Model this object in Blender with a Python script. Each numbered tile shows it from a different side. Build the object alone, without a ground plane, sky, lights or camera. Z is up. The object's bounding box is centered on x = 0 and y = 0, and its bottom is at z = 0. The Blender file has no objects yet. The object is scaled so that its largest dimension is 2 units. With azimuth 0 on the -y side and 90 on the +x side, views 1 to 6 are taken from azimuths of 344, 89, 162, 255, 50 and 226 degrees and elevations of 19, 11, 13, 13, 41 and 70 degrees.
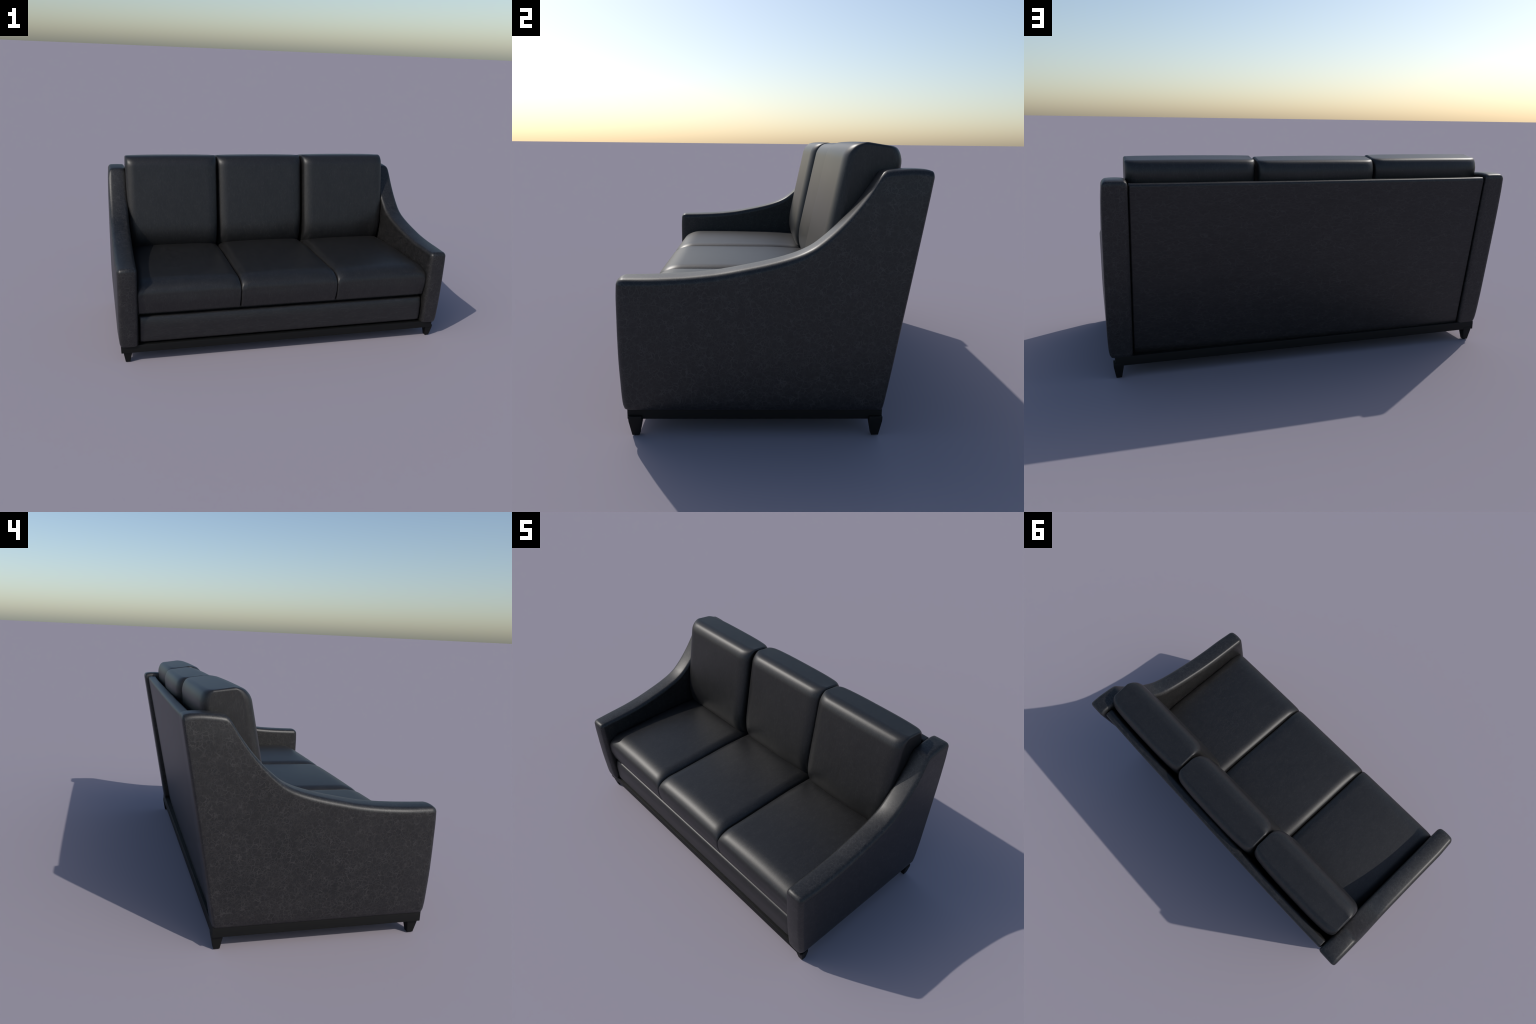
"""Three-seat black leather sofa with sloping armrests, loose cushions,
a dark wooden base rail and four short tapered legs."""
import bpy, math
from mathutils import Vector

# ------------------------------------------------------------------ geometry
def lerp(a, b, t):
    return a + (b - a) * t

def smooth(t):
    t = max(0.0, min(1.0, t))
    return t * t * (3 - 2 * t)

def curve(points):
    """Monotone cubic through (x, y) control points."""
    xs = [p[0] for p in points]
    ys = [p[1] for p in points]
    n = len(xs)
    d = [(ys[i + 1] - ys[i]) / (xs[i + 1] - xs[i]) for i in range(n - 1)]
    m = [d[0]] + [0.0 if d[i - 1] * d[i] <= 0 else 2 * d[i - 1] * d[i] / (d[i - 1] + d[i])
                  for i in range(1, n - 1)] + [d[-1]]

    def f(x):
        if x <= xs[0]:
            return ys[0]
        if x >= xs[-1]:
            return ys[-1]
        i = max(k for k in range(n - 1) if xs[k] <= x)
        h = xs[i + 1] - xs[i]
        t = (x - xs[i]) / h
        return ((2 * t ** 3 - 3 * t * t + 1) * ys[i] + (t ** 3 - 2 * t * t + t) * h * m[i]
                + (3 * t * t - 2 * t ** 3) * ys[i + 1] + (t ** 3 - t * t) * h * m[i + 1])
    return f

def axis_table(lo, hi, r_lo, r_hi, inner, arc, ease):
    """Grid positions along one axis: fine inside both edge roundings."""
    out = [lo + r_lo - r_lo * math.tan(math.pi / 4 * (1 - k / arc)) for k in range(arc)]
    for k in range(inner + 1):
        out.append(lerp(lo + r_lo, hi - r_hi, lerp(k / inner, 0.5 - 0.5 * math.cos(math.pi * k / inner), ease)))
    out += [hi - r_hi + r_hi * math.tan(math.pi / 4 * k / arc) for k in range(1, arc + 1)]
    return out

def rounded_box(lo, hi, r_lo, r_hi, inner=(12, 12, 12), arc=5, shape=None, ease=0.0):
    """Box with rounded edges as one closed grid surface.
    r_lo / r_hi: rounding measured along each axis at its low / high face.
    shape: function applied to every point afterwards; ease: 1 crowds the grid near the edges."""
    tab = [axis_table(lo[a], hi[a], r_lo[a], r_hi[a], inner[a], arc, ease) for a in range(3)]
    n = [len(t) - 1 for t in tab]
    index, verts, faces = {}, [], []

    def vert(key):
        if key in index:
            return index[key]
        p = [tab[a][key[a]] for a in range(3)]
        q, r = [], []
        for a in range(3):
            q.append(min(max(p[a], lo[a] + r_lo[a]), hi[a] - r_hi[a]))
            r.append(r_lo[a] if p[a] < q[a] else r_hi[a])
        d = [(p[a] - q[a]) / r[a] for a in range(3)]
        length = math.sqrt(sum(c * c for c in d)) or 1.0
        top = max(abs(c) for c in d)
        s = top / length
        p = [q[a] + r[a] * d[a] * s for a in range(3)]
        if shape:
            p = shape(*p)
        index[key] = len(verts)
        verts.append(p)
        return index[key]

    for a in range(3):
        b, c = (a + 1) % 3, (a + 2) % 3
        for side in (0, n[a]):
            for i in range(n[b]):
                for j in range(n[c]):
                    quad = []
                    for (u, v) in ((0, 0), (1, 0), (1, 1), (0, 1)):
                        k = [0, 0, 0]
                        k[a], k[b], k[c] = side, i + u, j + v
                        quad.append(vert(tuple(k)))
                    faces.append(quad if side else quad[::-1])
    return verts, faces

def roll(d, width, depth):
    """Elliptical drop towards an edge: 'depth' at the edge, 0 from 'width' inwards."""
    t = 1 - max(0.0, min(1.0, d / width))
    return depth * (1 - math.sqrt(max(0.0, 1 - t * t)))

def mesh_from(name, verts, faces, material, flat=False):
    me = bpy.data.meshes.new(name)
    me.from_pydata(verts, [], faces)
    me.materials.append(material)
    for p in me.polygons:
        p.use_smooth = not flat
    me.update()
    return me

def add(name, mesh, parent, location=(0, 0, 0)):
    ob = bpy.data.objects.new(name, mesh)
    ob.location = location
    ob.parent = parent
    bpy.context.scene.collection.objects.link(ob)
    return ob

# ----------------------------------------------------------------- materials
def leather(name, cell=(1, 1, 1), scale=50.0, vein=0.72, base=(0.0055, 0.0055, 0.0057),
            light=(0.041, 0.0383, 0.0378), rough=0.44):
    """Black leather crossed by a net of paler, broken creases.
    cell stretches the net along x, y, z (smaller = longer cells)."""
    mat = bpy.data.materials.new(name)
    mat.use_nodes = True
    nt = mat.node_tree
    nd, ln = nt.nodes, nt.links
    bsdf = nd["Principled BSDF"]
    co = nd.new("ShaderNodeTexCoord")
    info = nd.new("ShaderNodeObjectInfo")
    shift = nd.new("ShaderNodeVectorMath"); shift.operation = 'SCALE'
    shift.inputs[0].default_value = (7.3, 5.1, 3.7)
    ln.new(info.outputs["Random"], shift.inputs["Scale"])
    off = nd.new("ShaderNodeVectorMath"); off.operation = 'ADD'
    ln.new(co.outputs["Object"], off.inputs[0])
    ln.new(shift.outputs[0], off.inputs[1])
    mp = nd.new("ShaderNodeMapping")
    mp.inputs["Scale"].default_value = cell
    ln.new(off.outputs[0], mp.inputs["Vector"])

    warp = nd.new("ShaderNodeTexNoise")
    warp.inputs["Scale"].default_value = scale * 0.8
    warp.inputs["Detail"].default_value = 3
    ln.new(mp.outputs[0], warp.inputs["Vector"])
    wv = nd.new("ShaderNodeVectorMath"); wv.operation = 'MULTIPLY_ADD'
    w = 0.75 / scale
    wv.inputs[1].default_value = (w * 2, w * 2, w * 2)
    ln.new(warp.outputs["Color"], wv.inputs[0])
    ln.new(mp.outputs[0], wv.inputs[2])

    def net(s, width):
        vo = nd.new("ShaderNodeTexVoronoi")
        vo.feature = 'DISTANCE_TO_EDGE'
        vo.inputs["Scale"].default_value = s
        ln.new(wv.outputs[0], vo.inputs["Vector"])
        mr = nd.new("ShaderNodeMapRange")
        mr.interpolation_type = 'SMOOTHSTEP'
        mr.inputs["From Min"].default_value = 0.0
        mr.inputs["From Max"].default_value = width
        mr.inputs["To Min"].default_value = 1.0
        mr.inputs["To Max"].default_value = 0.0
        ln.new(vo.outputs["Distance"], mr.inputs["Value"])
        return mr.outputs[0]

    def fade(s, lo, hi):
        no = nd.new("ShaderNodeTexNoise")
        no.inputs["Scale"].default_value = s
        no.inputs["Detail"].default_value = 4
        ln.new(mp.outputs[0], no.inputs["Vector"])
        mr = nd.new("ShaderNodeMapRange")
        mr.inputs["From Min"].default_value = lo
        mr.inputs["From Max"].default_value = hi
        ln.new(no.outputs["Fac"], mr.inputs["Value"])
        return mr.outputs[0]

    def math2(op, a, b):
        m = nd.new("ShaderNodeMath"); m.operation = op
        for sock, v in zip(m.inputs, (a, b)):
            if isinstance(v, (int, float)):
                sock.default_value = v
            else:
                ln.new(v, sock)
        return m.outputs[0]

    big = math2('MULTIPLY', net(scale, 0.105), fade(scale * 0.6, 0.30, 0.66))
    small = math2('MULTIPLY', net(scale * 1.9, 0.14), fade(scale * 0.9, 0.36, 0.70))
    veins = math2('MAXIMUM', big, math2('MULTIPLY', small, 0.75))
    cloud = math2('MULTIPLY', fade(scale * 0.22, 0.3, 0.75), 0.10)
    fac = math2('ADD', math2('MULTIPLY', veins, vein), cloud)

    mix = nd.new("ShaderNodeMix"); mix.data_type = 'RGBA'
    mix.inputs[6].default_value = (*base, 1)
    mix.inputs[7].default_value = (*light, 1)
    ln.new(fac, mix.inputs[0])
    ln.new(mix.outputs[2], bsdf.inputs["Base Color"])
    bsdf.inputs["Roughness"].default_value = rough
    bsdf.inputs["Specular IOR Level"].default_value = 0.54

    grain = nd.new("ShaderNodeTexNoise")
    grain.inputs["Scale"].default_value = 420
    grain.inputs["Detail"].default_value = 2
    ln.new(off.outputs[0], grain.inputs["Vector"])
    h = math2('ADD', math2('MULTIPLY', grain.outputs["Fac"], 0.5), math2('MULTIPLY', veins, -0.4))
    bump = nd.new("ShaderNodeBump")
    bump.inputs["Strength"].default_value = 0.06
    bump.inputs["Distance"].default_value = 0.002
    ln.new(h, bump.inputs["Height"])
    ln.new(bump.outputs[0], bsdf.inputs["Normal"])
    return mat

def dark_wood(name):
    mat = bpy.data.materials.new(name)
    mat.use_nodes = True
    nd, ln = mat.node_tree.nodes, mat.node_tree.links
    bsdf = nd["Principled BSDF"]
    co = nd.new("ShaderNodeTexCoord")
    mp = nd.new("ShaderNodeMapping")
    mp.inputs["Scale"].default_value = (3, 40, 40)
    ln.new(co.outputs["Object"], mp.inputs["Vector"])
    no = nd.new("ShaderNodeTexNoise")
    no.inputs["Scale"].default_value = 3
    no.inputs["Detail"].default_value = 5
    ln.new(mp.outputs[0], no.inputs["Vector"])
    cr = nd.new("ShaderNodeValToRGB")
    cr.color_ramp.elements[0].color = (0.0036, 0.0038, 0.0035, 1)
    cr.color_ramp.elements[1].color = (0.0050, 0.0051, 0.0048, 1)
    ln.new(no.outputs["Fac"], cr.inputs[0])
    ln.new(cr.outputs[0], bsdf.inputs["Base Color"])
    bsdf.inputs["Roughness"].default_value = 0.6
    bsdf.inputs["Specular IOR Level"].default_value = 0.25
    return mat

LEATHER_ARM = leather("black_leather_armrest")
LEATHER_BACK = leather("black_leather_backrest", cell=(0.5, 1, 1.15), vein=0.5)
LEATHER_CUSHION_BACK = leather("black_leather_back_cushion", cell=(1.6, 1.6, 0.45), scale=75, vein=0.42)
LEATHER_CUSHION_SEAT = leather("black_leather_seat_cushion", cell=(1.6, 0.7, 0.6), scale=75, vein=0.42)
LEATHER_FRONT = leather("black_leather_front_panel", cell=(0.25, 1.6, 1.6), scale=75, vein=0.42)
WOOD = dark_wood("dark_stained_wood")

# ---------------------------------------------------------------------- sofa
sofa = bpy.data.objects.new("leather_sofa", None)
bpy.context.scene.collection.objects.link(sofa)
sofa["label"] = "black leather three-seat sofa with sloping armrests and loose cushions"
sofa["category"] = "sofa"

LEAN = 1 / 6.0                     # the rear of the sofa leans back this much per metre
ARM_BOTTOM, ARM_TOP = 0.1035, 0.947
ARM_FRONT, ARM_REAR = -0.5325, 0.537
ARM_IN, ARM_OUT = 0.885, 0.987

# crown line of the armrest, seen from the side: (y, z)
CROWN = [(-0.54, 0.572), (-0.50, 0.5735), (-0.40, 0.576), (-0.30, 0.581), (-0.20, 0.592),
         (-0.10, 0.610), (0.00, 0.632), (0.08, 0.656), (0.135, 0.682), (0.18, 0.716),
         (0.225, 0.758), (0.275, 0.814), (0.320, 0.874), (0.362, 0.936), (0.371, 0.942), (0.41, 0.946),
         (0.46, 0.9475), (0.50, 0.946), (0.52, 0.942), (0.535, 0.935), (0.546, 0.927)]

def unlean(y, z):
    k = LEAN * (z - ARM_TOP)
    return (y - 0.2 * k / 0.7) / (1 + k / 0.7) if y < 0.5 else y - k

crown = curve([(unlean(y, z), z) for y, z in CROWN])
front_taper = curve([(0.0, 0.022), (0.098, 0.017), (0.12, 0.0115), (0.158, 0.008), (0.204, 0.0055),
                     (0.25, 0.003), (0.31, 0.001), (0.40, 0.0), (0.49, 0.0), (0.56, 0.003), (0.62, 0.008)])
# outer face of the armrest: how far it stands out beyond ARM_OUT at each height
side_swell = curve([(0.0, -0.004), (0.103, -0.002), (0.12, 0.005), (0.15, 0.009), (0.20, 0.0112), (0.30, 0.013),
                    (0.45, 0.013), (0.70, 0.012), (0.85, 0.009), (0.92, 0.005), (1.0, 0.004)])

def arm_shape(side):
    def f(x, y, z):
        rise = crown(y) - ARM_TOP
        lo, hi = ARM_BOTTOM + 0.05, ARM_TOP - 0.06
        if z >= hi:
            z = z + rise
        elif z > lo:
            z = lerp(lo, hi + rise, (z - lo) / (hi - lo))
        # gently crowned top across the width
        c = (x - (ARM_IN + ARM_OUT) / 2) / ((ARM_OUT - ARM_IN) / 2)
        z -= lerp(0.006, 0.002, smooth((y - 0.36) / 0.12)) * c * c * smooth((z - 0.4) / 0.15)
        s = max(0.0, min(1.0, (y + 0.2) / 0.7))
        front = smooth((-y - 0.3) / 0.2)
        y = y + s * LEAN * (z - ARM_TOP)
        y += front * (front_taper(z) + 0.006 * c * c)
        if c > 0:
            x += c * side_swell(z) * (0.4 + 0.6 * smooth((y + 0.54) / 0.16))
        return (side * x, y, z)
    return f

for side in (1, -1):
    v, f = rounded_box((ARM_IN, ARM_FRONT, ARM_BOTTOM), (ARM_OUT, ARM_REAR, ARM_TOP),
                       (0.018, 0.024, 0.0012), (0.019, 0.012, 0.021),
                       inner=(8, 110, 60), arc=6, shape=arm_shape(side))
    if side < 0:
        f = [q[::-1] for q in f]
    add("armrest", mesh_from("armrest", v, f, LEATHER_ARM), sofa)

# ---- upholstered back panel between the armrests, recessed from their rear edge
def back_shape(x, y, z):
    low = (0.92 - z) / 0.82
    y -= 0.145 * low + x * (0.005 + 0.006 * low) + 0.002 - 0.006 * (1 - (x / 0.884) ** 4)
    return (x, y, z)

v, f = rounded_box((-0.884, 0.468, 0.1035), (0.884, 0.519, 0.927),
                   (0.010, 0.012, 0.004), (0.010, 0.015, 0.018), inner=(40, 4, 30), shape=back_shape)
add("backrest", mesh_from("backrest", v, f, LEATHER_BACK), sofa)

# ---- back cushions: upright pads, flat-fronted, deeply rolled at the foot
PAD_FOOT, PAD_TOP = 0.440, 1.0315

def pad_front(z):
    return 0.188 + 0.205 * (z - 0.70)

def pad_rear(z):
    return 0.455 + 0.10 * (z - 0.95)

def back_cushion(half, roll_left, roll_right, mirror=1):
    """One pad; roll_left / roll_right: (width, depth) of the roll along its upright front edges."""
    def shape(x, y, z):
        u = x / half
        t = (y + 0.1) / 0.2
        v = (z - PAD_FOOT) / (PAD_TOP - PAD_FOOT)
        belly = (1 - u * u) * (1 - (2 * v - 1) ** 4)
        front = pad_front(z) - 0.005 * belly
        front += roll(z - PAD_FOOT, 0.17, 0.080) + roll(PAD_TOP - z, 0.055, 0.050)
        front += 0.010 * smooth((u - 0.1) / 0.7) * smooth((0.68 - z) / 0.2) * (mirror > 0)
        front += roll(x + half, *roll_left) + roll(half - x, *roll_right)
        rear = pad_rear(z) + 0.004 * belly - 0.012 * u ** 4
        rear -= roll(PAD_TOP - z, 0.072, 0.041) + roll(x + half, 0.045, 0.022) + roll(half - x, 0.045, 0.022)
        z -= smooth((z - 0.93) / 0.07) * (0.013 * max(0.0, t - 0.1) - 0.002 * (1 - u * u))
        x -= u * (0.010 if u > 0 and roll_right is OUTER_ROLL else 0.003) * smooth((0.72 - z) / 0.25)
        return (mirror * x, lerp(front, rear, t), z)
    v, f = rounded_box((-half, -0.1, PAD_FOOT), (half, 0.1, PAD_TOP), (0.010,) * 3, (0.010,) * 3,
                       inner=(44, 14, 44), arc=4, shape=shape, ease=1.0)
    if mirror < 0:
        f = [q[::-1] for q in f]
    return mesh_from("back_cushion", v, f, LEATHER_CUSHION_BACK)

INNER_ROLL, OUTER_ROLL = (0.070, 0.040), (0.055, 0.033)
add("back_cushion", back_cushion(0.2935, INNER_ROLL, OUTER_ROLL), sofa, (0.5945, 0.0, 0.0))
add("back_cushion", back_cushion(0.2925, INNER_ROLL, INNER_ROLL), sofa, (0.0, 0.018, -0.004))
add("back_cushion", back_cushion(0.2935, INNER_ROLL, OUTER_ROLL, -1), sofa, (-0.5945, 0.0, 0.0))

# ---- seat cushions
SC_W, SC_F, SC_B, SC_H = 0.2955, -0.503, 0.30, 0.1835

def seat_cushion_shape(x, y, z):
    u = min(1.0, abs(x / SC_W))
    v = max(-1.0, min(1.0, (y - (SC_F + SC_B) / 2) / ((SC_B - SC_F) / 2)))
    w = z / SC_H
    top = SC_H + 0.008 * (1 - u * u) * (1 - v ** 4)
    top -= roll(SC_W - abs(x), 0.058, 0.022 + 0.009 * smooth((y - SC_F) / 0.2)) + roll(y - SC_F, 0.105, 0.062)
    top -= smooth(y / 0.25) * (0.003 + 0.010 * u ** 4)
    z = z * top / SC_H
    y -= 0.004 * (1 - u * u) * max(0.0, -v) * (1 - (2 * w - 1) ** 2)
    y += 0.015 * max(0.0, -v) ** 6 * max(0.0, 1 - w / 0.6)
    x *= 1 - 0.008 * (1 - smooth(w / 0.5))
    return (x, y, z)

v, f = rounded_box((-SC_W, SC_F, 0), (SC_W, SC_B, SC_H), (0.010, 0.010, 0.014), (0.010, 0.010, 0.012),
                   inner=(50, 60, 10), arc=4, shape=seat_cushion_shape, ease=1.0)

seat_cushion = mesh_from("seat_cushion", v, f, LEATHER_CUSHION_SEAT)
for x in (-0.592, 0.0, 0.592):
    add("seat_cushion", seat_cushion, sofa, (x, 0.0, 0.288))

# ---- front panel below the cushions and the deck that carries them
def front_panel_shape(x, y, z):
    if y < -0.45:
        y += roll(0.271 - z, 0.070, 0.022) + roll(z - 0.114, 0.03, 0.010) + roll(0.878 - abs(x), 0.03, 0.010)
    return (x, y, z)

v, f = rounded_box((-0.878, -0.498, 0.114), (0.878, -0.40, 0.271),
                   (0.008, 0.008, 0.010), (0.008, 0.008, 0.008), inner=(60, 4, 30), arc=4,
                   shape=front_panel_shape, ease=1.0)
add("front_panel", mesh_from("front_panel", v, f, LEATHER_FRONT), sofa)

v, f = rounded_box((-0.882, -0.45, 0.105), (0.882, 0.36, 0.283), (0.004,) * 3, (0.004,) * 3,
                   inner=(4, 4, 2), arc=2)
add("seat_deck", mesh_from("seat_deck", v, f, LEATHER_ARM), sofa)

# ---- wooden base rail and legs
v, f = rounded_box((-0.982, -0.505, 0.062), (0.968, 0.397, 0.1065), (0.0015,) * 3, (0.0015,) * 3,
                   inner=(4, 4, 2), arc=2)
add("base_rail", mesh_from("base_rail", v, f, WOOD), sofa)

LEG_TOP, LEG_HALF, FOOT_HALF = 0.075, 0.0235, 0.0128

def taper(x, y, z):
    half = lerp(FOOT_HALF, LEG_HALF, min(1.0, z / 0.060))
    return (x * half / LEG_HALF, y * half / LEG_HALF, z)

v, f = rounded_box((-LEG_HALF, -LEG_HALF, 0.0), (LEG_HALF, LEG_HALF, LEG_TOP), (0.0012,) * 3, (0.0012,) * 3,
                   inner=(3, 3, 8), arc=2, shape=taper)
leg = mesh_from("leg", v, f, WOOD)
for x in (-0.946, 0.9535):
    for y in (-0.4775, 0.3745):
        add("leg", leg, sofa, (x, y, 0.0))
